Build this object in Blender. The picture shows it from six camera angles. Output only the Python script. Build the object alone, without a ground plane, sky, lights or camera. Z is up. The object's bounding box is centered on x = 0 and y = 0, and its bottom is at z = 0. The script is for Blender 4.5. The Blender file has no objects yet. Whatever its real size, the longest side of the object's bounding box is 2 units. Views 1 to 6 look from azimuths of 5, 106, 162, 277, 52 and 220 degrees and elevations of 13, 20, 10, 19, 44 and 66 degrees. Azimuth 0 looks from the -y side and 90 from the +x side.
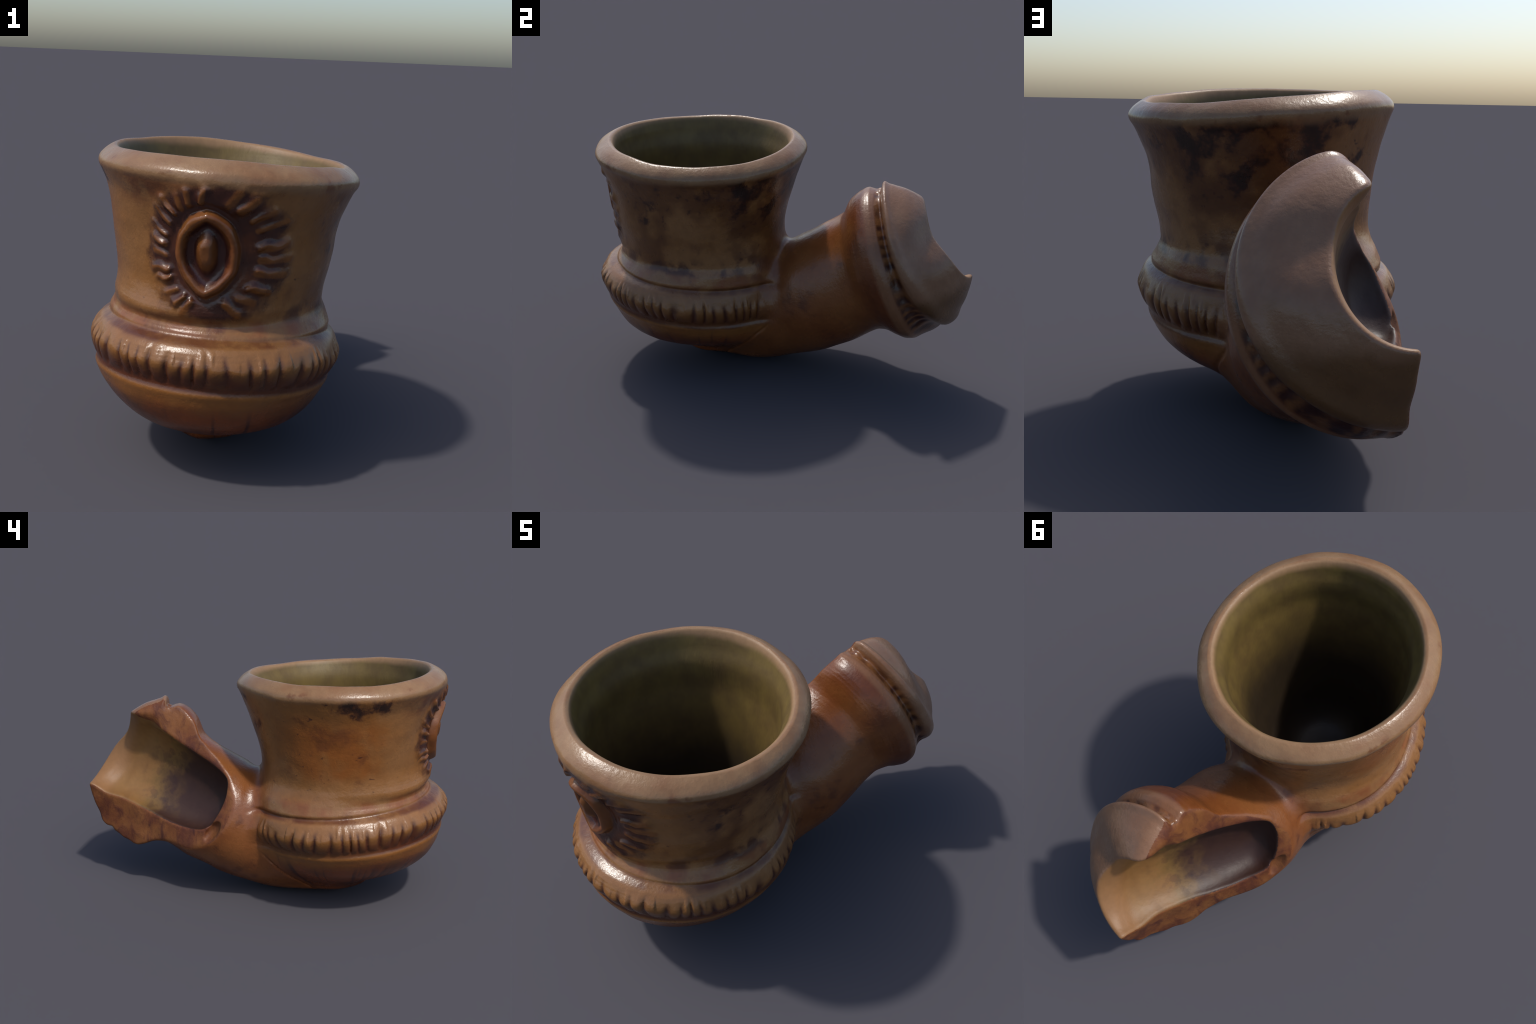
import numpy as np, math
# ------------------------------------------------------------------ helpers
def smooth(a, b, x):
    t = np.clip((x - a) / (b - a), 0.0, 1.0)
    return t * t * (3 - 2 * t)
def smin(a, b, k):
    h = np.maximum(k - np.abs(a - b), 0.0) / k
    return np.minimum(a, b) - h * h * k * 0.25
def smax(a, b, k):
    return -smin(-a, -b, k)
def catmull(points, per=8):
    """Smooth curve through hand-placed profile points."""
    p = np.array(points, float)
    p = np.vstack([2 * p[0] - p[1], p, 2 * p[-1] - p[-2]])
    out = []
    for i in range(1, len(p) - 2):
        d = [max(np.linalg.norm(p[j + 1] - p[j]), 1e-6) ** 0.5 for j in (i - 1, i, i + 1)]
        t0, t1 = 0.0, d[0]; t2 = t1 + d[1]; t3 = t2 + d[2]
        for t in np.linspace(t1, t2, per, endpoint=False):
            a1 = (t1 - t) / (t1 - t0) * p[i - 1] + (t - t0) / (t1 - t0) * p[i]
            a2 = (t2 - t) / (t2 - t1) * p[i] + (t - t1) / (t2 - t1) * p[i + 1]
            a3 = (t3 - t) / (t3 - t2) * p[i + 1] + (t - t2) / (t3 - t2) * p[i + 2]
            b1 = (t2 - t) / (t2 - t0) * a1 + (t - t0) / (t2 - t0) * a2
            b2 = (t3 - t) / (t3 - t1) * a2 + (t - t1) / (t3 - t1) * a3
            out.append((t2 - t) / (t2 - t1) * b1 + (t - t1) / (t2 - t1) * b2)
    out.append(p[-2])
    return np.array(out)
class Revolved:
    """Signed distance to a closed half-profile (r, h), kept as a fine lookup table."""
    def __init__(self, poly, lo, hi, step=0.004):
        self.lo, self.step = np.array(lo, float), step
        n = np.ceil((np.array(hi) - self.lo) / step).astype(int) + 1
        r = self.lo[0] + np.arange(n[0]) * step
        h = self.lo[1] + np.arange(n[1]) * step
        R, H = np.meshgrid(r, h, indexing="ij")
        d2 = np.full(R.shape, 1e9); inside = np.zeros(R.shape, bool)
        a = np.asarray(poly, float); b = np.roll(a, -1, 0)
        on_axis = (a[:, 0] <= 1e-6) & (b[:, 0] <= 1e-6)
        for (ax, ay), (bx, by), axis in zip(a, b, on_axis):
            ex, ey = bx - ax, by - ay
            L = ex * ex + ey * ey
            if L < 1e-14: continue
            if not axis:
                t = np.clip(((R - ax) * ex + (H - ay) * ey) / L, 0, 1)
                d2 = np.minimum(d2, (R - ax - t * ex) ** 2 + (H - ay - t * ey) ** 2)
            if ey != 0:
                c = (ay > H) != (by > H)
                inside ^= c & (np.abs(R) + 1e-5 < ex * (H - ay) / ey + ax)
        self.t = np.where(inside, -1, 1) * np.sqrt(d2)
        self.t = self.t.astype(np.float32)
    def __call__(self, r, h):
        u = np.clip((r - self.lo[0]) / self.step, 0, self.t.shape[0] - 1.001)
        v = np.clip((h - self.lo[1]) / self.step, 0, self.t.shape[1] - 1.001)
        i, j = u.astype(np.int32), v.astype(np.int32)
        fu, fv = u - i, v - j
        T = self.t
        return (T[i, j] * (1 - fu) * (1 - fv) + T[i + 1, j] * fu * (1 - fv)
                + T[i, j + 1] * (1 - fu) * fv + T[i + 1, j + 1] * fu * fv)
def wave_noise(x, y, z, freq, seed, octaves=3):
    """Cheap smooth pseudo-noise in about -1..1: sums of skewed sine products."""
    rng = np.random.default_rng(seed); out = 0.0; amp = 1.0; tot = 0.0
    for o in range(octaves):
        for _ in range(3):
            k = rng.normal(size=3); k *= freq / np.linalg.norm(k)
            k2 = rng.normal(size=3); k2 *= freq * 1.3 / np.linalg.norm(k2)
            out = out + amp * np.sin(k[0] * x + k[1] * y + k[2] * z + rng.uniform(0, 6.3)) * np.sin(
                k2[0] * x + k2[1] * y + k2[2] * z + rng.uniform(0, 6.3))
        tot += amp * 1.6; amp *= 0.5; freq *= 2.05
    return out / tot

# ------------------------------------------------------------------ the bowl
# height, centre x, centre y, extra radius, oval along x, oval along the x=y diagonal
BOWL_FORM = [(-0.100, -0.036, -0.364, -0.005, -0.079, -0.042),
    (0.050, -0.039, -0.382, -0.006, -0.078, -0.044),
    (0.100, -0.043, -0.381, -0.071, -0.070, -0.029),
    (0.200, -0.020, -0.441, -0.032, -0.073, -0.021),
    (0.330, -0.022, -0.465, -0.021, -0.035, -0.004),
    (0.450, -0.023, -0.463, -0.010, -0.018, -0.030),
    (0.550, -0.018, -0.452, -0.010, -0.033, -0.026),
    (0.640, -0.010, -0.407, -0.042, -0.011, -0.012),
    (0.700, -0.007, -0.431, -0.020, -0.022, 0.007),
    (0.800, 0.001, -0.429, -0.015, -0.005, -0.001),
    (1.000, 0.006, -0.409, -0.024, -0.020, 0.008),
    (1.100, 0.013, -0.412, -0.021, -0.025, -0.003),
    (1.180, 0.023, -0.417, -0.006, -0.022, 0.006),
    (1.300, 0.017, -0.417, -0.006, -0.020, 0.010)]
# how far the front swells beyond the oval, by height
FRONT = np.array([(0.6, 0.0), (0.72, 0.03), (0.85, 0.045), (1.0, 0.045), (1.1, 0.03), (1.2, 0.0)])
BF = catmull(BOWL_FORM, 6)
OUTER = [(0, 0.008), (0.09, 0.022), (0.19, 0.060), (0.313, 0.12), (0.415, 0.19), (0.470, 0.25), (0.500, 0.305),
         (0.511, 0.335), (0.519, 0.360), (0.513, 0.383), (0.518, 0.406), (0.529, 0.438), (0.535, 0.472), (0.528, 0.508),
         (0.515, 0.540), (0.503, 0.558), (0.496, 0.569), (0.495, 0.585), (0.491, 0.605), (0.484, 0.635), (0.466, 0.67),
         (0.452, 0.71), (0.447, 0.76), (0.454, 0.85), (0.470, 0.93), (0.494, 1.02), (0.518, 1.09),
         (0.536, 1.145), (0.545, 1.170), (0.541, 1.190), (0.522, 1.211), (0.50, 1.227), (0.478, 1.239)]
INNER = [(0, 0.125), (0.15, 0.155), (0.235, 0.24), (0.295, 0.40), (0.335, 0.60), (0.382, 0.85), (0.412, 1.0),
         (0.431, 1.1), (0.446, 1.19), (0.460, 1.228), (0.475, 1.245), (0.51, 1.28), (0.53, 1.32)]
oc = catmull(OUTER); ic = catmull(INNER)
BOWL = Revolved(np.vstack([oc, [(0, 1.239)]]), (-0.02, -0.2), (0.80, 1.45))
CHAMBER = Revolved(np.vstack([ic, [(0, 1.32)]]), (-0.02, -0.2), (0.80, 1.45))

def bowl_coords(x, y, z, inside=False):
    """Radius and height in the bowl's own, slightly leaning and out-of-round frame."""
    zz = np.clip(z, -0.1, 1.3)
    cx, cy, dr, c2, s2 = (np.interp(zz, BF[:, 0], BF[:, k]) for k in range(1, 6))
    if inside:
        cx, cy, c2, s2 = 0.016 - 0.022 * (1.2 - zz), -0.418 - 0.066 * (1.2 - zz), -0.021, 0.004
        dr = dr * smooth(0.95, 1.15, z)
    dx, dy = x - cx, y - cy
    rho = np.hypot(dx, dy) + 1e-9
    c, s = dx / rho, dy / rho
    q = np.clip(rho / 0.5, 0, 1.1)
    low = np.interp(z, [0.05, 0.2, 0.40, 0.48, 0.62, 0.75, 1.1], [0, 0.4, 1, 1, 0.75, 0.25, 0])
    top = smooth(0.6, 1.15, z)
    lift = q * (low * (-0.045 * s - 0.020 * c)
                + top * (-0.033 * c - 0.015 * s - 0.009 * (c * c - s * s) - 0.008 * 2 * s * c))
    front = np.exp(-(np.arctan2(dx, -dy) / 0.85) ** 2) * np.interp(zz, FRONT[:, 0], FRONT[:, 1])
    psi_ = np.arctan2(dx, -dy)
    uneven = top * (0.004 * np.sin(4 * psi_ + 1.0) + 0.0025 * np.sin(9 * psi_ + 2.0))
    lift = lift + q * top * (0.0015 * np.sin(7 * psi_ + 0.5) + 0.0008 * np.sin(13 * psi_))
    rho = rho / (1 + uneven * (0.5 if inside else 1.0) + front + c2 * (c * c - s * s) + s2 * 2 * s * c) - dr * np.minimum(rho * 4, 1)
    return np.maximum(rho, 1e-6), z - lift, dx, dy
def arc_coords(x, y):
    """Angle round the bowl from the front (-y), positive towards +x."""
    return np.arctan2(x + 0.01, -(y + 0.45))
# medallion on the front of the bowl, in arc length u and height v
MED_U, MED_V = 0.012, 0.922
def ray_list():
    rays = []
    left = np.radians(np.linspace(198, 352, 13))        # clockwise from straight up
    right = np.radians(np.linspace(20, 158, 10))
    rng = np.random.default_rng(5)
    for a in list(left) + list(right):
        is_left = math.sin(a) < 0
        a = a + rng.uniform(-0.05, 0.05)
        iu, iv = (0.168, 0.195) if is_left else (0.200, 0.20)
        ou, ov = (0.230, 0.250) if is_left else (0.308, 0.252)
        k = rng.uniform(-0.022, 0.016)
        sw = 0.10 if is_left else -0.05
        rays.append((iu * math.sin(a), iv * math.cos(a), (ou + k) * math.sin(a + sw * .6), (ov + k) * math.cos(a + sw * .6),
                     (0.0155 if is_left else 0.0195) * rng.uniform(0.75, 1.2)))
    return rays
RAYS = ray_list()
def vesica(u, v, w, h):
    """Signed distance-like value of a pointed oval of half width w and half height h."""
    r = (h * h + w * w) / (2 * w)
    return np.hypot(np.abs(u) + (r - w), v) - r
def medallion(u, v):
    """Relief height, plus which piece every point belongs to."""
    du, dv = u - MED_U, v - MED_V
    worn = 0.35 + 0.65 * smooth(0.9, 1.3, np.hypot(du / 0.15, dv / 0.19))        # rays are more wayward than the oval
    du, dv = (du + worn * (0.006 * np.sin(dv * 38 + 1.0) + 0.004 * np.sin(dv * 71 + du * 30)), dv + worn * (0.005 * np.sin(du * 45 + 2.0) + 0.004 * np.sin(du * 83 - dv * 25)))
    d = vesica(du - 0.02 * 0 , dv, 0.125, 0.172)
    frame = 0.036 * np.exp(-np.abs((d + 0.026) / 0.022) ** 2.6)
    boss = 0.036 * (1 - smooth(0.25, 1.1, np.hypot(du / 0.044, (dv - 0.008) / 0.088)))
    floor = 0.020 * (1 - smooth(-0.06, 0.02, d)) - 0.004 * np.exp(-((d - 0.012) / 0.010) ** 2)
    h = np.maximum(frame, boss) + floor
    field = 0.014 * (1 - smooth(0.70, 1.22, np.hypot((du - 0.03) / 0.27, dv / 0.255)))
    ray = np.zeros_like(u); near = np.full(u.shape, 1e9); which = np.full(u.shape, -1)
    for i, (au, av, bu, bv, w) in enumerate(RAYS):
        eu, ev = bu - au, bv - av
        t = np.clip(((du - au) * eu + (dv - av) * ev) / (eu * eu + ev * ev), 0, 1)
        q = np.hypot(du - au - t * eu, dv - av - t * ev)
        wt = w * (0.75 + 0.45 * t)
        ray = np.maximum(ray, (0.017 - 0.004 * t) * (0.75 + 0.3 * math.sin(i * 2.3)) * np.exp(-(q / wt) ** 2.0))
        k = q / wt < near
        near = np.where(k, q / wt, near); which = np.where(k, i, which)
    return h + field * smooth(-0.004, 0.01, d) + ray, d, near, which, np.hypot(du / 0.044, (dv - 0.008) / 0.088) - 1.0
# ribs round the belly
RIB_N = 54
def rib_phase(psi):
    return psi * RIB_N / (2 * math.pi) + 0.35 * np.sin(psi * 5 + 1) + 0.22 * np.sin(psi * 13 + 0.4)
def ribs(psi, zb):
    ph = rib_phase(psi) + 0.10 * np.sin(zb * 22 + psi * 7)
    f = np.abs(ph - np.floor(ph) - 0.5) * 2            # 1 at a groove
    k = np.floor(rib_phase(psi) + 0.5)
    depth = 0.6 + 0.4 * np.sin(k * 2.4 + 1.0)
    top = 0.508 + 0.024 * np.sin(k * 1.7)
    band = smooth(0.385, 0.415, zb) * (1 - smooth(top - 0.035, top + 0.02, zb))
    return -0.0075 * depth * band * f ** (2.2 + 2 * depth) + 0.007 * band * (1 - f * f)

def bowl_solid(x, y, z):
    rho, zb, dx, dy = bowl_coords(x, y, z)
    d = BOWL(rho, zb)
    psi = arc_coords(x, y)
    h = ribs(psi, zb)
    # soft undulation so nothing is lathe-perfect
    h = h + 0.0045 * wave_noise(x, y, z, 9.0, 3, 3)
    # the wall swells where the medallion runs down to the shoulder, and to the right of it
    h = h + (0.013 * np.exp(-((psi + 1.05) / 0.35) ** 2) * smooth(0.75, 0.95, z) * (1 - smooth(1.05, 1.16, z))
             + 0.025 * np.exp(-((psi + 0.15) / 0.8) ** 2) * smooth(0.54, 0.60, z) * (1 - smooth(0.63, 0.73, z))
             + 0.020 * np.exp(-((psi - 0.95) / 0.42) ** 2) * smooth(0.70, 0.90, z) * (1 - smooth(1.02, 1.15, z)))
    h = h - 0.010 * np.exp(-((zb - 0.566) / 0.012) ** 2)
    # low keel seam below, from the front to the stem
    h = h + 0.009 * np.exp(-((x + 0.068) / 0.05) ** 2) * (1 - smooth(0.05, 0.14, z)) * smooth(-0.70, -0.50, y) * (1 - smooth(-0.3, -0.05, y))
    m = (np.abs(psi) < 1.05) & (zb > 0.58) & (zb < 1.22) & (y < -0.45)
    if m.any():
        hm = np.zeros_like(h)
        k = (1 - smooth(0.85, 1.02, np.abs(psi[m]))) * smooth(0.62, 0.73, zb[m]) * (1 - smooth(1.15, 1.20, zb[m]))
        hm[m] = medallion(psi[m] * 0.46, z[m])[0] * k
        h = h + hm
    return d - h
def chamber(x, y, z):
    rho, zb, dx, dy = bowl_coords(x, y, z, True)
    return CHAMBER(rho, zb)

# ------------------------------------------------------------------ the stem
RC = np.array([0.0, 0.605, 0.61]); TILT = math.radians(18.7)
CA, SA = math.cos(TILT), math.sin(TILT)
STEM = [(-1.12, 0.0), (-1.10, 0.10), (-1.0, 0.22), (-0.85, 0.295), (-0.63, 0.334), (-0.5, 0.342), (-0.38, 0.329), (-0.27, 0.322), (-0.20, 0.325),
        (-0.155, 0.330), (-0.10, 0.352), (-0.05, 0.398), (-0.015, 0.425), (0.012, 0.428), (0.030, 0.416), (0.050, 0.398),
        (0.072, 0.388), (0.090, 0.391), (0.106, 0.402), (0.124, 0.410), (0.155, 0.407), (0.19, 0.378), (0.235, 0.350), (0.27, 0.322),
        (0.31, 0.275), (0.35, 0.21), (0.378, 0.11), (0.384, 0.0)]
# distance along the stem, sideways shift, lift, extra radius
STEM_FORM = [(-0.900, -0.028, -0.103, -0.040),
    (-0.650, -0.026, -0.093, -0.054),
    (-0.450, -0.013, -0.050, -0.022),
    (-0.300, -0.012, -0.026, -0.003),
    (-0.180, -0.002, 0.008, -0.004),
    (-0.100, -0.004, 0.046, 0.022),
    (0.000, -0.010, 0.030, -0.005),
    (0.060, -0.013, 0.027, 0.011),
    (0.130, -0.023, 0.052, 0.027),
    (0.320, -0.031, 0.079, -0.012)]
SF = catmull(STEM_FORM, 6)
sc = catmull(STEM)[:, ::-1]
STEM_R = Revolved(sc, (-0.02, -1.25), (0.80, 0.60))
def stem_coords(x, y, z):
    yy, zz = y - RC[1], z - RC[2]
    s, e = yy * CA + zz * SA, -yy * SA + zz * CA
    sx, off, dr = (np.interp(s, SF[:, 0], SF[:, k]) for k in (1, 2, 3))
    x = x - sx
    r = np.maximum(np.hypot(x, e - off) - dr, 1e-6)
    sl = s + 0.22 * e * smooth(0.03, 0.16, s) + 0.048 * np.exp(-((e - 0.15) / 0.10) ** 2) * smooth(0.12, 0.24, s)
    return r, sl, np.arctan2(x, e - off), s, e
BEADS = 38
def stem_solid(x, y, z):
    r, s, ph, s0, e = stem_coords(x, y, z)
    d = STEM_R(r, s)
    t = ph * BEADS / (2 * math.pi) + 0.5 * np.sin(ph * 6)
    bead = 0.010 * np.exp(-((s - 0.068) / 0.016) ** 2) * (0.5 + 0.5 * np.cos(2 * math.pi * t)) * (0.55 + 0.45 * np.sin(ph * 3.7 + 1))
    trough = 0.013 * np.exp(-((s - 0.070) / 0.019) ** 2) * smooth(0.20, 0.65, np.abs(np.sin(ph)))
    worn = 0.022 * np.exp(-((ph + 0.10) / 0.28) ** 2) * smooth(-0.22, -0.08, s) - 0.006 * np.exp(-((np.abs(ph) - math.pi) / 0.5) ** 2) * smooth(0.0, 0.05, s)
    return d + worn + trough - bead - 0.004 * wave_noise(x, y, z, 8.0, 11, 2)
# tapering hole for the mouth-stem
BORE_A = np.array([-0.045, 0.835, 0.772]); BORE_B = np.array([-0.22, 0.245, 0.557])
BORE_L = np.linalg.norm(BORE_A - BORE_B); BORE_D = (BORE_A - BORE_B) / BORE_L
BORE = [(-0.055, 0.0), (-0.045, 0.08), (-0.01, 0.150), (0.06, 0.182), (0.2, 0.211), (0.33, 0.225), (0.5, 0.240), (0.58, 0.246),
        (0.625, 0.238), (0.665, 0.233), (0.71, 0.241), (0.77, 0.264), (0.85, 0.315), (0.95, 0.38)]
bc = catmull(BORE)[:, ::-1]
BORE_R = Revolved(np.vstack([bc, [(0, 0.9)]]), (-0.02, -0.5), (0.9, 1.2))
def bore(x, y, z):
    px, py, pz = x - BORE_B[0], y - BORE_B[1], z - BORE_B[2]
    t = px * BORE_D[0] + py * BORE_D[1] + pz * BORE_D[2]
    qx, qy, qz = px - t * BORE_D[0], py - t * BORE_D[1], pz - t * BORE_D[2]
    shallow = np.interp(t, [0.0, 0.3, 0.63], [1.50, 1.30, 1.14])      # the inner end is a flatter scoop
    r = np.sqrt((qx * shallow) ** 2 + qy * qy + qz * qz + 1e-12)
    return BORE_R(r, t + 0.27 * (qz * 0.95 - qy * 0.3) * smooth(0.25, 0.6, t)), t
# the broken-away flank: x of the fracture as a gently curved function of y and z
FR_P = np.array([(0.025, 0.697, 0.975), (-0.01, 0.988, 0.58), (-0.02, 0.97, 0.55), (-0.03, 0.92, 0.43), (-0.062, 0.84, 0.325),
                 (-0.085, 0.75, 0.243), (-0.17, 0.55, 0.35), (-0.14, 0.585, 0.475), (-0.255, 0.14, 0.64), (-0.17, 0.15, 0.75),
                 (-0.08, 0.28, 0.85), (0.0, 0.37, 0.87), (0.02, 0.5, 1.03), (0.01, 0.64, 1.02), (-0.30, 0.22, 0.5),
                 (-0.29, 0.28, 0.37), (-0.265, 0.37, 0.365), (-0.22, 0.185, 0.635)])
fr_basis = lambda y, z: [1 + 0 * y, y, z, y * y, y * z, z * z, y * y * z, y * z * z]
FR_A = np.stack(fr_basis(FR_P[:, 1], FR_P[:, 2]), 1)
FR_C = np.linalg.solve(FR_A.T @ FR_A + np.diag([0, 0, 0, 1, 1, 1, 1, 1]) * 1e-3, FR_A.T @ FR_P[:, 0])
def fracture(x, y, z):
    f = sum(k * b for k, b in zip(FR_C, fr_basis(y, z)))
    f = f + 0.011 * wave_noise(x * 0.3, y, z, 9.0, 21, 3)
    d = (x - f) * 0.88                       # negative where broken away
    d = smax(d, (0.115 - y) * 0.9, 0.02)
    d = smax(d, (z - 0.96 - 0.5 * (y - 0.1)) * 0.9, 0.02)
    # chip beside the inner end of the break
    pit = np.sqrt(((x + 0.325) / 0.060) ** 2 + ((y - 0.252 + 0.55 * (z - 0.43)) / 0.043) ** 2 + ((z - 0.425) / 0.068) ** 2)
    return smin(d, (pit - 1) * 0.04, 0.006)

def leaf_crease(x, y, z):
    """Incised edge of the leaf that wraps from the stem under the bowl."""
    e = y - np.minimum(0.0, 1.1 * z - 0.36)
    return 0.007 * np.exp(-(e / 0.011) ** 2) * smooth(0.06, 0.12, np.abs(x)) * (1 - smooth(0.26, 0.34, z)) * (y < 0.05)
def parts(x, y, z):
    b, s = bowl_solid(x, y, z), stem_solid(x, y, z)
    return b, s, chamber(x, y, z), bore(x, y, z)[0], fracture(x, y, z)
def field(x, y, z):
    b, s, c, o, f = parts(x, y, z)
    d = smin(b, s, 0.08) + leaf_crease(x, y, z)
    d = smax(d, -c, 0.012)
    d = smax(d, -o, 0.02)
    _, sl, _, s0, e = stem_coords(x, y, z)
    return smax(d, -f, 0.018 + 0.05 * smooth(0.04, 0.12, s0) * smooth(0.12, 0.28, e))

# ------------------------------------------------------------------ meshing
LO = np.array([-0.66, -1.08, -0.05]); HI = np.array([0.66, 1.06, 1.33])
def evaluate(pts, chunk=400000):
    out = np.empty(len(pts), np.float32)
    for i in range(0, len(pts), chunk):
        p = pts[i:i + chunk]
        out[i:i + chunk] = field(p[:, 0], p[:, 1], p[:, 2])
    return out
def build_surface(step, coarse=6):
    """Surface nets over a band round the zero level, then pulled exactly onto it."""
    nb = np.ceil((HI - LO) / (step * coarse)).astype(int)
    c = [LO[i] + (np.arange(nb[i]) + 0.5) * step * coarse for i in range(3)]
    G = np.stack(np.meshgrid(*c, indexing="ij"), -1).reshape(-1, 3)
    fc = evaluate(G).reshape(nb)
    near = np.abs(fc) < step * coarse * 1.5
    F = np.repeat(np.repeat(np.repeat(fc, coarse, 0), coarse, 1), coarse, 2)
    idx = np.argwhere(near)
    off = np.stack(np.meshgrid(*[np.arange(coarse)] * 3, indexing="ij"), -1).reshape(-1, 3)
    ijk = (idx[:, None, :] * coarse + off[None]).reshape(-1, 3)
    F[ijk[:, 0], ijk[:, 1], ijk[:, 2]] = evaluate(LO + (ijk + 0.5) * step)
    inside = F < 0
    cnt = np.zeros(np.array(F.shape) - 1, np.int8)
    sl = lambda o: tuple(slice(k, F.shape[i] - 1 + k) for i, k in enumerate(o))
    corners = [(a, b, d) for a in (0, 1) for b in (0, 1) for d in (0, 1)]
    for o in corners: cnt += inside[sl(o)]
    cells = np.argwhere((cnt > 0) & (cnt < 8))
    vid = np.full(cnt.shape, -1, np.int32)
    vid[cells[:, 0], cells[:, 1], cells[:, 2]] = np.arange(len(cells))
    acc = np.zeros((len(cells), 3)); n = np.zeros(len(cells))
    for o in corners:
        for ax in range(3):
            if o[ax]: continue
            q = list(o); q[ax] = 1
            A = F[cells[:, 0] + o[0], cells[:, 1] + o[1], cells[:, 2] + o[2]]
            B = F[cells[:, 0] + q[0], cells[:, 1] + q[1], cells[:, 2] + q[2]]
            m = (A < 0) != (B < 0)
            t = np.where(m, A / np.where(m, A - B, 1), 0)
            p = np.tile(np.array(o, float), (len(cells), 1)); p[:, ax] += t
            acc[m] += p[m]; n[m] += 1
    V = LO + (cells + acc / n[:, None] + 0.5) * step
    quads = []
    for ax in range(3):
        a1, a2 = (ax + 1) % 3, (ax + 2) % 3
        s0 = [slice(None)] * 3; s1 = [slice(None)] * 3
        s0[ax] = slice(0, -1); s1[ax] = slice(1, None)
        A, B = inside[tuple(s0)], inside[tuple(s1)]
        e = np.argwhere(A != B)
        e = e[(e[:, a1] > 0) & (e[:, a2] > 0) & (e[:, a1] < F.shape[a1] - 1) & (e[:, a2] < F.shape[a2] - 1)]
        flip = A[e[:, 0], e[:, 1], e[:, 2]]
        ids = []
        for d1, d2 in ((-1, -1), (0, -1), (0, 0), (-1, 0)):
            k = e.copy(); k[:, a1] += d1; k[:, a2] += d2
            ids.append(vid[k[:, 0], k[:, 1], k[:, 2]])
        q = np.stack(ids, 1)
        q[~flip] = q[~flip][:, ::-1]
        quads.append(q)
    Q = np.vstack(quads)
    # relax tangentially and pull onto the surface
    ed = np.vstack([Q[:, [0, 1]], Q[:, [1, 2]], Q[:, [2, 3]], Q[:, [3, 0]]])
    deg = np.bincount(ed.ravel(), minlength=len(V)).astype(float)
    def gradient(P):
        h = 0.0015; g = np.empty(P.shape)
        for ax in range(3):
            e = np.zeros(3); e[ax] = h
            g[:, ax] = (evaluate(P + e) - evaluate(P - e)) / (2 * h)
        return g
    for it in range(2):
        S = np.zeros_like(V)
        for ax in range(3):
            S[:, ax] = np.bincount(ed[:, 0], V[ed[:, 1], ax], len(V)) + np.bincount(ed[:, 1], V[ed[:, 0], ax], len(V))
        V = V + 0.5 * (S / deg[:, None] - V)
        g = gradient(V); f = evaluate(V)
        gg = np.maximum((g * g).sum(1), 0.25)
        mv = -(f / gg)[:, None] * g
        l = np.linalg.norm(mv, axis=1, keepdims=True)
        V = V + mv * np.minimum(1, step / np.maximum(l, 1e-9))
    return V, Q
# ---- BLENDER ----
import bpy

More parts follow.
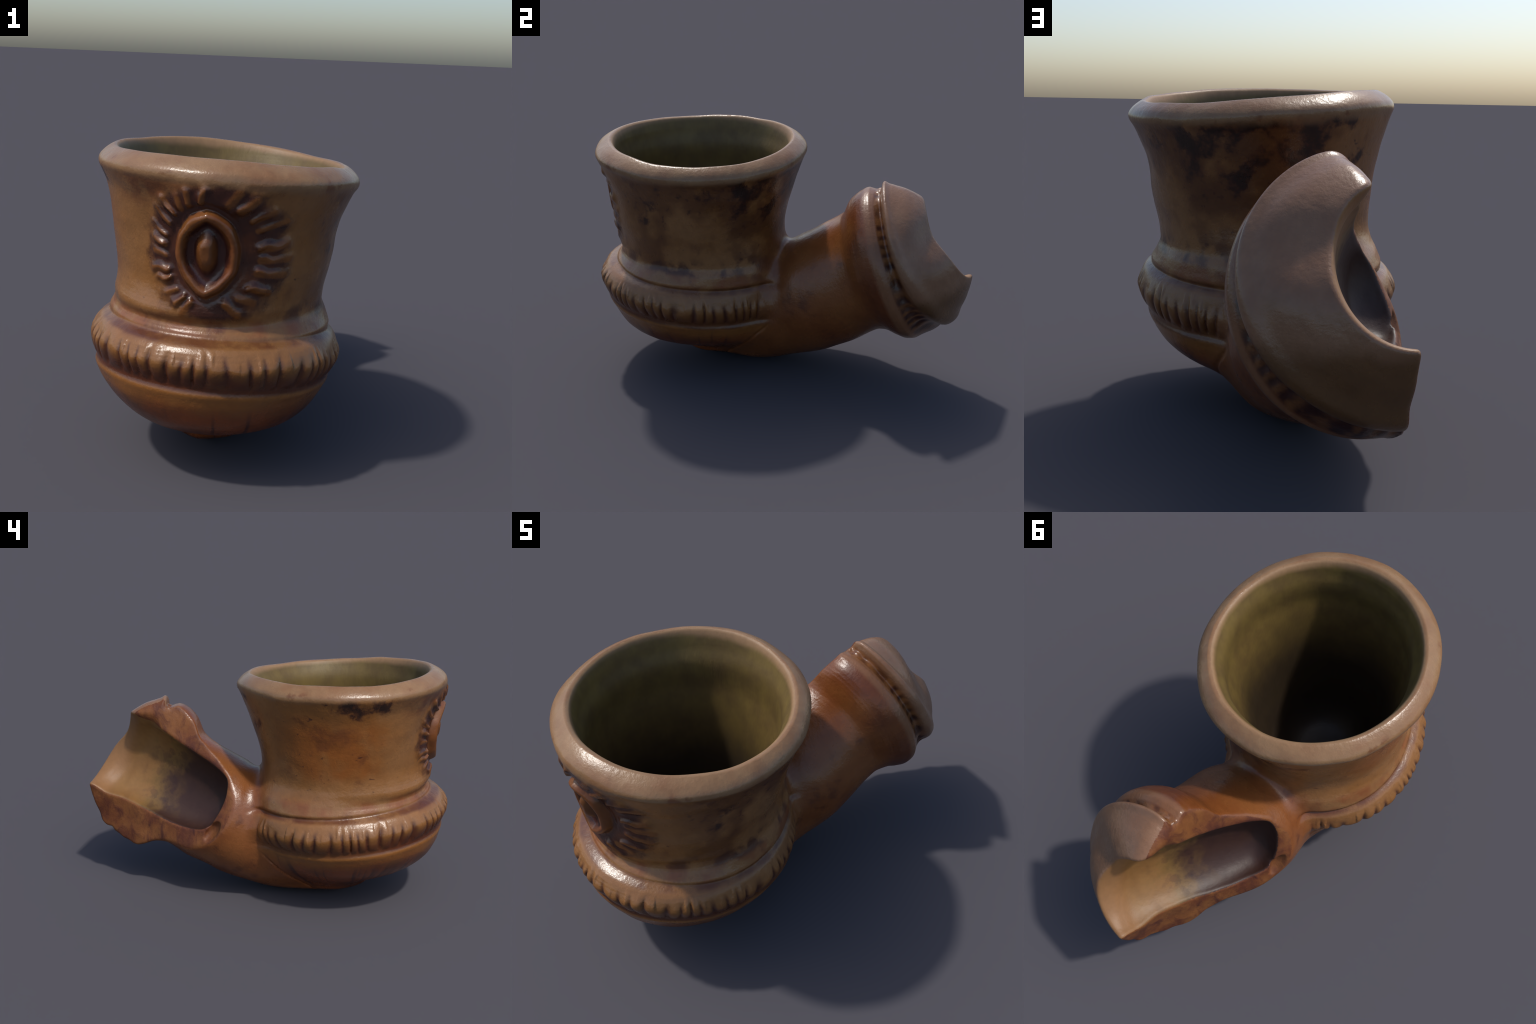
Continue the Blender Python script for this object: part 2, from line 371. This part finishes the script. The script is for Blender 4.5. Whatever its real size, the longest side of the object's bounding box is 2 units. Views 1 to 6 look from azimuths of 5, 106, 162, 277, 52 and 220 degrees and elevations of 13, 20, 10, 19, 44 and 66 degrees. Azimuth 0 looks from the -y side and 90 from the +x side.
# ------------------------------------------------------------------ materials
class G:
    """Small helper that writes shader maths as python expressions."""
    def __init__(self, name):
        self.m = bpy.data.materials.new(name); self.m.use_nodes = True
        self.t = self.m.node_tree; self.t.nodes.clear()
        self.co = self.n("ShaderNodeTexCoord").outputs["Object"]
        sp = self.n("ShaderNodeSeparateXYZ"); self.l(self.co, sp.inputs[0])
        self.X, self.Y, self.Z = (V_(self, o) for o in sp.outputs)
    def n(self, kind, **kw):
        nd = self.t.nodes.new(kind)
        for k, v in kw.items(): setattr(nd, k, v)
        return nd
    def l(self, a, b): self.t.links.new(a, b)
    def put(self, v, sock):
        if isinstance(v, V_): self.l(v.s, sock)
        elif hasattr(v, "is_output"): self.l(v, sock)
        else: sock.default_value = v
    def math(self, op, *a):
        nd = self.n("ShaderNodeMath", operation=op)
        for i, v in enumerate(a): self.put(v, nd.inputs[i])
        return V_(self, nd.outputs[0])
    def step(self, a, b, x):
        """0 at a, 1 at b, smooth between (a may be larger than b)."""
        nd = self.n("ShaderNodeMapRange", interpolation_type="SMOOTHSTEP")
        self.put(x, nd.inputs[0])
        if a <= b: v = (a, b, 0.0, 1.0)
        else: v = (b, a, 1.0, 0.0)
        for i, k in enumerate(v): nd.inputs[i + 1].default_value = k
        return V_(self, nd.outputs[0])
    def noise(self, scale, detail=3.0, rough=0.55, vec=None, stretch=None, seed=0.0, distort=0.0):
        nd = self.n("ShaderNodeTexNoise"); src = vec or self.co
        mp = self.n("ShaderNodeMapping"); self.l(src, mp.inputs[0])
        mp.inputs["Location"].default_value = (seed * 3.1, seed * 1.7, seed * 2.3)
        if stretch: mp.inputs["Scale"].default_value = stretch
        self.l(mp.outputs[0], nd.inputs["Vector"])
        nd.inputs["Scale"].default_value = scale; nd.inputs["Detail"].default_value = detail
        nd.inputs["Roughness"].default_value = rough; nd.inputs["Distortion"].default_value = distort
        return V_(self, nd.outputs[0])
    def mix(self, f, a, b):
        nd = self.n("ShaderNodeMix", data_type="RGBA")
        self.put(f, nd.inputs[0])
        for v, i in ((a, 6), (b, 7)):
            if isinstance(v, tuple): nd.inputs[i].default_value = (*v, 1)
            else: self.l(v, nd.inputs[i])
        return nd.outputs[2]
    def scale(self, col, f):
        tn = self.n("ShaderNodeVectorMath", operation="MULTIPLY")
        self.l(col, tn.inputs[0]); tn.inputs[1].default_value = TONE
        nd = self.n("ShaderNodeVectorMath", operation="SCALE")
        self.l(tn.outputs[0], nd.inputs[0]); self.put(f, nd.inputs[3])
        return nd.outputs[0]
    def vec(self, x, y, z):
        nd = self.n("ShaderNodeCombineXYZ")
        for v, s in zip((x, y, z), nd.inputs): self.put(v, s)
        return nd.outputs[0]
    def finish(self, col, rough, bump, spec=0.5, coat=0.0):
        b = self.n("ShaderNodeBsdfPrincipled"); o = self.n("ShaderNodeOutputMaterial")
        self.l(col, b.inputs["Base Color"]); self.put(rough, b.inputs["Roughness"])
        b.inputs["Specular IOR Level"].default_value = spec
        b.inputs["Coat Weight"].default_value = coat; b.inputs["Coat Roughness"].default_value = 0.25
        bp = self.n("ShaderNodeBump"); bp.inputs["Strength"].default_value = 0.5; bp.inputs["Distance"].default_value = 0.01
        self.put(bump, bp.inputs["Height"]); self.l(bp.outputs[0], b.inputs["Normal"])
        self.l(b.outputs[0], o.inputs[0])
        return self.m
TONE = (0.57, 0.465, 0.355)
class V_:
    def __init__(self, g, s): self.g, self.s = g, s
    def __add__(self, o): return self.g.math("ADD", self, o)
    __radd__ = __add__
    def __sub__(self, o): return self.g.math("SUBTRACT", self, o)
    def __rsub__(self, o): return self.g.math("SUBTRACT", o, self)
    def __mul__(self, o): return self.g.math("MULTIPLY", self, o)
    __rmul__ = __mul__
    def __truediv__(self, o): return self.g.math("DIVIDE", self, o)

TAN = (0.385, 0.215, 0.096); GOLD = (0.35, 0.175, 0.055); ORANGE = (0.36, 0.135, 0.03); BUFF = (0.43, 0.305, 0.195)
RUST = (0.20, 0.065, 0.026); PURPLE = (0.055, 0.018, 0.020); BLACK = (0.016, 0.013, 0.014); CREAM = (0.40, 0.27, 0.20)
BROWN = (0.17, 0.075, 0.03)

def glazed_clay():
    g = G("glazed_clay"); X, Y, Z = g.X, g.Y, g.Z
    psi = g.math("ARCTAN2", X + 0.01, -0.45 - Y)
    u = psi * 0.46
    zb = Z + ((Y + 0.455) * 0.09 + (X + 0.022) * 0.04) * (0.3 * g.step(0.62, 0.48, Z) + 0.7 * g.step(0.85, 0.56, Z))
    zt = Z + X * 0.066 + (Y + 0.45) * 0.03
    n1, n2, n3 = g.noise(3.2, seed=1), g.noise(9.0, 4, seed=2), g.noise(28.0, 4, 0.65, seed=3)
    s0 = (Y - 0.605) * CA + (Z - 0.61) * SA
    e0 = (Z - 0.61) * CA - (Y - 0.605) * SA
    wob = (n2 - 0.5) * 0.08
    under = g.math("MINIMUM", 0.0, Z * 1.1 - 0.36)
    stem = g.step(-0.11, 0.07, Y - under + wob * 1.5) * g.step(0.80, 0.72, Z - g.step(0.10, 0.35, Y) * 0.5 + wob * 0.3)
    # bowl wall
    c = g.mix(g.step(0.35, 0.68, n1), TAN, GOLD)
    warm = g.step(-0.75, -1.35, psi) * g.step(-2.6, -1.9, psi) * g.step(0.72, 0.82, Z) * g.step(1.16, 1.0, Z) * g.step(0.30, 0.62, n1 + (n2 - 0.5) * 0.5)
    c = g.mix(warm * 0.85, c, ORANGE)
    right = g.step(0.75, 1.3, psi + wob) * g.step(0.34, 0.6, n1 + (n2 - 0.5) * 0.6)
    c = g.mix(right * 0.8, c, BROWN)
    back = g.math("MAXIMUM", g.step(1.9, 2.3, psi), g.step(-2.6, -2.9, psi)) * g.step(0.40, 0.62, n1 * 0.5 + n2 * 0.5 )
    c = g.mix(back * 0.75, c, BROWN)
    c = g.mix(g.step(0.56, 0.70, g.noise(6.0, 5, 0.6, seed=17, distort=0.3)) * 0.45, c, (0.13, 0.045, 0.026))
    # soot smudges under the rim
    su = g.step(0.80, 1.10, zt) * g.step(1.20, 1.165, zt)
    left = g.step(0.50, 0.1, g.math("ABSOLUTE", psi + 1.4)) * g.step(1.05, 1.12, zt)
    amount = g.step(0.9, 1.3, psi) * 0.55 + g.step(1.8, 2.3, psi) * 0.25 + g.step(-2.5, -2.9, psi) * 0.8 + left * 1.1
    sn = g.noise(8.5, 4, 0.58, seed=5) * 0.8 + n3 * 0.2
    th = sn + su * amount * 0.13
    c = g.mix(g.step(0.55, 0.68, th) * g.step(0.0, 0.2, su * amount) * 0.85, c, (0.085, 0.028, 0.020))
    c = g.mix(g.step(0.60, 0.71, th) * g.step(0.0, 0.2, su * amount) * 0.80, c, (0.024, 0.017, 0.015))
    fl = g.step(0.25, -0.1, psi) * g.step(-1.0, -0.6, psi) * g.step(1.02, 1.10, zt) * g.step(0.4, 0.6, n2)
    c = g.mix(fl * 0.7, c, RUST)
    pit_ = g.step(0.60, 0.68, g.noise(38, 3, 0.6, seed=29)) * g.step(0.48, 0.60, n2)
    c = g.mix(pit_ * (0.25 + 0.5 * g.step(0.6, 1.2, psi)), c, (0.10, 0.034, 0.024))
    # stray dark flecks
    fleck = g.step(0.70, 0.76, g.noise(17, 2, 0.5, stretch=(1, 1, 1.8), seed=7, distort=0.4))
    c = g.mix(fleck * 0.75, c, PURPLE)
    # medallion ground, stained dark where the sunk field holds the stain
    du, dv = u - MED_U, Z - MED_V
    el = g.math("SQRT", ((du - 0.03) / 0.275) * ((du - 0.03) / 0.275) + (dv / 0.26) * (dv / 0.26))
    front = g.step(1.1, 1.0, g.math("ABSOLUTE", psi)) * g.step(0.60, 0.64, Z)
    fieldm = g.step(1.16, 0.86, el + (n2 - 0.5) * 0.6 + (n3 - .5) * 0.25) * front
    stain = g.mix(g.step(0.42, 0.75, n2), PURPLE, (0.15, 0.048, 0.02))
    c = g.mix(fieldm * 0.93, c, stain)
    # rays: bright crests, each a soft capsule
    ray = 0.0
    for (au, av, bu, bv, w) in RAYS:
        eu, ev = bu - au, bv - av; L = eu * eu + ev * ev
        t = g.math("MULTIPLY_ADD", du, eu / L, g.math("MULTIPLY_ADD", dv, ev / L, -(au * eu + av * ev) / L))
        t.s.node.use_clamp = True
        qx = du - au - t * eu; qy = dv - av - t * ev
        q = g.math("SQRT", g.math("MULTIPLY_ADD", qx, qx, qy * qy)) / w
        ray = g.math("MAXIMUM", ray, g.step(0.98, 0.40, q))
    c = g.mix(ray * front * g.step(0.2, 0.5, n3 * 0.6 + n2 * 0.4) * 0.9, c, (0.27, 0.115, 0.032))
    rr = (0.172 ** 2 + 0.125 ** 2) / 0.25
    ax = g.math("ABSOLUTE", du) + (rr - 0.125)
    d = g.math("SQRT", ax * ax + dv * dv) - rr
    fr = g.step(0.004, -0.008, d) * front
    c = g.mix(fr, c, g.mix(g.step(0.3, 0.7, n1 * .4 + n2 * 0.6), (0.29, 0.135, 0.040), (0.25, 0.088, 0.030)))
    c = g.mix(g.step(-0.036, -0.052, d + (n3 - 0.5) * 0.016) * front * 0.95, c, PURPLE)
    eb = g.math("SQRT", du * du / 0.044 ** 2 + (dv - 0.008) * (dv - 0.008) / 0.088 ** 2)
    c = g.mix(g.step(0.98, 0.66, eb + (n3 - 0.5) * 0.3) * front, c, g.mix(n2, (0.26, 0.125, 0.04), (0.20, 0.07, 0.026)))
    # band of ribs
    belly = g.step(0.385, 0.41, zb)
    band = belly * g.step(0.60, 0.562, zb)
    blot = g.noise(5.0, 4, 0.6, seed=27)
    c = g.mix(band * 0.7, c, g.mix(g.step(0.46, 0.52, zb + wob * 0.4), GOLD, TAN))
    ridge = g.step(0.572, 0.592, zb) * g.step(0.67, 0.63, zb)
    c = g.mix(ridge * 0.75, c, g.mix(g.step(0.4, 0.65, n2), (0.40, 0.24, 0.12), (0.33, 0.13, 0.06)))
    c = g.mix(g.step(0.53, 0.66, blot) * g.step(0.53, 0.57, zb) * g.step(0.70, 0.64, zb) * 0.7, c, (0.15, 0.05, 0.035))
    gro = g.step(0.020, 0.006, g.math("ABSOLUTE", zb - 0.568 + wob * 0.08))
    c = g.mix(gro * g.step(0.34, 0.58, n1 * 0.4 + n2 * 0.6) * 0.8, c, g.mix(n2, PURPLE, RUST))
    skirt = g.step(0.62, 0.645, zb) * g.step(0.74, 0.67, zb) * g.step(0.45, 0.62, n2) * g.step(0.3, 1.0, psi)
    c = g.mix(skirt * 0.7, c, PURPLE)
    ph = psi * (RIB_N / (2 * math.pi)) + 0.35 * g.math("SINE", psi * 5 + 1) + 0.22 * g.math("SINE", psi * 13 + 0.4)
    ph = ph + 0.10 * g.math("SINE", zb * 22 + psi * 7) + (n3 - 0.5) * 0.25
    f = g.math("ABSOLUTE", g.math("FRACT", ph) - 0.5) * 2
    notch = g.step(0.45, 1.0, f + (n2 - 0.5) * 0.9 + (n3 - 0.5) * 0.3) * g.step(0.385, 0.415, zb) * g.step(0.540, 0.475, zb + (n2 - 0.5) * 0.10)
    c = g.mix(notch * 0.9, c, (0.075, 0.024, 0.022))
    low = g.step(0.358, 0.380, zb + wob * 0.15) * g.step(0.49, 0.415, zb + wob * 0.5)
    c = g.mix(low * g.step(0.15, 0.45, n1 * 0.4 + n2 * 0.6) * (0.62 + 0.36 * g.step(1.9, 0.9, g.math('ABSOLUTE', psi))), c, g.mix(n2, (0.07, 0.022, 0.014), RUST))
    # base below the belly
    base = g.step(0.375, 0.358, zb + wob * 0.15)
    bc_ = g.mix(g.step(0.365, 0.25, zb + wob), (0.38, 0.175, 0.05), g.mix(g.step(0.38, 0.66, n1 * 0.6 + n2 * 0.4), (0.31, 0.088, 0.024), (0.14, 0.05, 0.026)))  # deepens downwards: some underside shading is painted into this red-brown
    c = g.mix(base * 0.95, c, bc_)
    streak = g.step(0.54, 0.66, g.noise(5.0, 3, 0.6, vec=g.vec(psi * 2.2, Z * 0.35, 0.0), seed=9)) * base * g.step(0.36, 0.25, Z)
    c = g.mix(streak * 0.75, c, PURPLE)
    # rim
    rim = g.step(1.145, 1.18, zt + (n2 - 0.5) * 0.06)
    c = g.mix(rim * 0.92, c, g.mix(g.step(0.40, 0.72, n2 * 0.6 + n1 * 0.4), BUFF, (0.34, 0.195, 0.11)))
    c = g.mix(rim * g.step(0.60, 0.70, g.noise(10, 4, 0.6, seed=19)) * g.step(1.22, 1.19, zt) * 0.6, c, RUST)
    # stem
    sc_ = g.mix(g.step(0.35, 0.68, n1 * 0.6 + n2 * 0.4), (0.35, 0.15, 0.055), (0.26, 0.092, 0.03))
    sc_ = g.mix(g.step(0.58, 0.72, n2) * 0.55, sc_, (0.10, 0.035, 0.022))
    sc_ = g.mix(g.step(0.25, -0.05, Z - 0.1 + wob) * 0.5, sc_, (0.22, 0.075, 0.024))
    ringm = g.step(-0.15, -0.06, s0 + wob * 0.5)
    sc_ = g.mix(ringm * g.step(0.3, 0.65, n1) * 0.7, sc_, (0.17, 0.055, 0.022))
    sc_ = g.mix(g.step(-0.025, 0.0, s0) * g.step(0.05, 0.03, s0) * 0.8, sc_, (0.33, 0.185, 0.11))
    sl = s0 + e0 * 0.22 * g.step(0.03, 0.16, s0)
    ang = g.math("ARCTAN2", X, e0 - 0.016)
    bead = g.math("COSINE", ang * float(BEADS) + 3.14 * g.math("SINE", ang * 6)) * 0.5 + 0.5
    rope = g.step(0.034, 0.048, sl + (n3 - 0.5) * 0.012) * g.step(0.108, 0.086, sl + (n2 - 0.5) * 0.04)
    lump = g.noise(15, 3, 0.6, seed=14, distort=0.5)
    rc = g.mix(g.step(0.42, 0.85, bead * 0.30 + lump * 0.75 + g.step(-0.4, 0.4, e0) * 0.20 + 0.01), (0.06, 0.02, 0.014), (0.30, 0.145, 0.06))
    sc_ = g.mix(rope, sc_, rc)
    lipm = g.step(0.086, 0.112, sl + (n2 - 0.5) * 0.02)
    lc = g.mix(g.step(0.3, 0.7, n1 * 0.5 + n2 * 0.5), CREAM, (0.32, 0.185, 0.12))
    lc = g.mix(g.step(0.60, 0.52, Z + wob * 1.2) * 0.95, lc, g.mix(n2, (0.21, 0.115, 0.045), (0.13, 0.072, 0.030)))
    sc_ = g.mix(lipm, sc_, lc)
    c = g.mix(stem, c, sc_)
    c = g.scale(c, n3 * 0.35 + 0.83)
    rough = n2 * 0.25 + 0.17
    bump = n3 * 0.35 + g.noise(60, 3, 0.6, seed=12) * 0.22 + n2 * 0.2
    return g.finish(c, rough, bump, 0.5)

def chamber_lining():
    g = G("smoked_lining"); Z = g.Z
    n1, n2, n3 = g.noise(4, seed=21), g.noise(11, 4, seed=22), g.noise(30, 4, 0.65, stretch=(1, 1, 0.35), seed=23)
    zt = Z + g.X * 0.066 + (g.Y + 0.45) * 0.03
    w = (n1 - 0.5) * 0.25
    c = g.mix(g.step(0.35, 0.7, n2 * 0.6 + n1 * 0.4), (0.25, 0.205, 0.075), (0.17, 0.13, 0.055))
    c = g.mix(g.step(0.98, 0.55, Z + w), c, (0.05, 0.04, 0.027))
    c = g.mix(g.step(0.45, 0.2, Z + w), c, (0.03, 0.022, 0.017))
    c = g.mix(g.step(1.205, 1.235, zt + (n2 - 0.5) * 0.02), c, BUFF)
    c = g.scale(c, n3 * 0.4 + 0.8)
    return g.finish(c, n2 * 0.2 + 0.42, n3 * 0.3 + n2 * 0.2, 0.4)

def socket_lining():
    g = G("socket_lining")
    t = (g.X - BORE_B[0]) * BORE_D[0] + (g.Y - BORE_B[1]) * BORE_D[1] + (g.Z - BORE_B[2]) * BORE_D[2]
    n1, n2, n3 = g.noise(5, seed=31), g.noise(13, 4, 0.6, seed=32), g.noise(34, 4, 0.65, seed=33)
    w = (n1 - 0.5) * 0.40 + (n2 - 0.5) * 0.30
    c = g.mix(g.step(0.35, 0.7, n1), (0.36, 0.22, 0.085), (0.29, 0.16, 0.055))
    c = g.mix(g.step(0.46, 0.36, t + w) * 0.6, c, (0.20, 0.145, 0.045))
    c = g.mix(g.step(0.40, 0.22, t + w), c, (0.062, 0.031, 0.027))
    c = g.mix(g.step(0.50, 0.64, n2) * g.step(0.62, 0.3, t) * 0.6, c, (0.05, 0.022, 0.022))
    c = g.mix(g.step(0.60, 0.68, t + (n2 - 0.5) * 0.05), c, (0.40, 0.24, 0.12))
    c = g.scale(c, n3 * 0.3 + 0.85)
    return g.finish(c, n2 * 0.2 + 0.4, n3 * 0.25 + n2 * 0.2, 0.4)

def broken_clay():
    g = G("broken_clay")
    n1, n2 = g.noise(7, 4, seed=41), g.noise(16, 5, 0.65, stretch=(1, 1, 0.6), seed=42, distort=0.6)
    n3 = g.noise(45, 4, 0.7, seed=43)
    c = g.mix(g.step(0.35, 0.65, n1), (0.32, 0.14, 0.045), (0.24, 0.085, 0.030))
    c = g.mix(g.step(0.42, 0.62, n2 * 0.75 + n1 * 0.25) * 0.8, c, (0.13, 0.038, 0.022))
    c = g.mix(g.step(0.62, 0.72, n2) * 0.6, c, (0.06, 0.018, 0.02))
    c = g.scale(c, n3 * 0.4 + 0.8)
    return g.finish(c, 0.5 + n2 * 0.2, n3 * 0.4 + n2 * 0.6, 0.4)

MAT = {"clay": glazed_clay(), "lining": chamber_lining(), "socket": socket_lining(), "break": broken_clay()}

# ------------------------------------------------------------------ build
STEP = 0.0052
V, Q = build_surface(STEP)
V[:, 2] -= min(V[:, 2].min(), 0.0)
c = V[Q].mean(1); cx_, cy_, cz_ = c.T
pb, ps, pc, po, pf = parts(cx_, cy_, cz_)
psi = arc_coords(cx_, cy_)
rho, zb, _, _ = bowl_coords(cx_, cy_, cz_)
_, sl, ph_, s0, _ = stem_coords(cx_, cy_, cz_)
mh, md, mnear, mray, mboss = medallion(psi * 0.46, cz_)
on_bowl = pb < ps
skin = np.minimum(pb, ps)
groups = {}
tag = np.full(len(Q), "", dtype=object)
tag[:] = np.where(on_bowl, "wall", "shank")
b = on_bowl
tag[b & (zb > 1.155)] = "rim"
tag[b & (zb > 0.57) & (zb < 0.655)] = "moulding"
tag[b & (zb < 0.38)] = "base"
inband = b & (zb >= 0.38) & (zb <= 0.57)
tag[inband] = "rib_band"
rib = inband & (zb > 0.385) & (zb < 0.54)
rid = np.floor(rib_phase(psi)).astype(int)
front = b & (np.abs(psi) < 0.95) & (cz_ > 0.67) & (zb < 1.155)
med = front & (np.hypot((psi * 0.46 - MED_U - 0.03) / 0.285, (cz_ - MED_V) / 0.265) < 1)
tag[med] = "medallion"
s_ = ~b
tag[s_ & (s0 > -0.13)] = "collar_ring"
tag[s_ & (sl > 0.040)] = "rope_groove"
tag[s_ & (sl > 0.098)] = "collar_lip"
for i in range(-RIB_N, RIB_N):
    k = rib & (rid == i)
    if k.sum() > 60: tag[k] = f"rib:{i}"
for i in range(len(RAYS)):
    k = med & (md > 0.02) & (mray == i) & (mnear < 1.7)
    if k.sum() > 8: tag[k] = f"ray:{i}"
tag[med & (md < 0.004)] = "oval_frame"
tag[med & (mboss < 0)] = "boss"
# inner and broken faces override the outside ones
inner = np.minimum.reduce([np.abs(pc), np.abs(po), np.abs(pf)]) < np.abs(skin)
best = np.argmin(np.stack([np.abs(pc), np.abs(po), np.abs(pf)]), 0)
tag[inner & (best == 0)] = "lining"
tag[inner & (best == 1)] = "socket"
tag[inner & (best == 2)] = "broken_edge"

# one set of vertex normals for the whole body
d1, d2 = V[Q[:, 2]] - V[Q[:, 0]], V[Q[:, 3]] - V[Q[:, 1]]
fn = np.cross(d1, d2)
NV = np.zeros_like(V)
for k in range(4):
    for ax in range(3): NV[:, ax] += np.bincount(Q[:, k], fn[:, ax], len(V))
NV /= np.maximum(np.linalg.norm(NV, axis=1, keepdims=True), 1e-12)

root = bpy.data.objects.new("clay_pipe", None)
bpy.context.scene.collection.objects.link(root)
root["label"] = "broken brown glazed clay pipe bowl with sunburst oval medallion"
root["category"] = "tobacco pipe"
root.empty_display_size = 0.2

def make(name, mask, parent, mat):
    q = Q[mask]
    ids, inv = np.unique(q.ravel(), return_inverse=True)
    me = bpy.data.meshes.new(name)
    me.vertices.add(len(ids)); me.vertices.foreach_set("co", V[ids].astype(np.float32).ravel())
    me.loops.add(len(inv)); me.loops.foreach_set("vertex_index", inv.astype(np.int32).ravel())
    me.polygons.add(len(q)); me.polygons.foreach_set("loop_start", np.arange(0, len(inv), 4, dtype=np.int32))
    me.update(calc_edges=True); me.validate()
    me.polygons.foreach_set("use_smooth", np.ones(len(q), bool))
    me.normals_split_custom_set_from_vertices(NV[ids].astype(np.float32).tolist())
    me.materials.append(MAT[mat])
    ob = bpy.data.objects.new(name, me)
    bpy.context.scene.collection.objects.link(ob)
    ob.parent = parent
    return ob

names, code = np.unique(tag.astype(str), return_inverse=True)
eq = lambda k: code == list(names).index(k)
bowl = make("bowl", eq("wall"), root, "clay")
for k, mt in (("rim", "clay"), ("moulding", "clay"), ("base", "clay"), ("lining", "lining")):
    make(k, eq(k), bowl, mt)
band = make("rib_band", eq("rib_band"), root, "clay")
medal = make("medallion", eq("medallion"), root, "clay")
make("oval_frame", eq("oval_frame"), medal, "clay"); make("boss", eq("boss"), medal, "clay")
for t in names:
    if ":" in t:
        kind = t.split(":")[0]
        make(kind, eq(t), band if kind == "rib" else medal, "clay")
shank = make("shank", eq("shank"), root, "clay")
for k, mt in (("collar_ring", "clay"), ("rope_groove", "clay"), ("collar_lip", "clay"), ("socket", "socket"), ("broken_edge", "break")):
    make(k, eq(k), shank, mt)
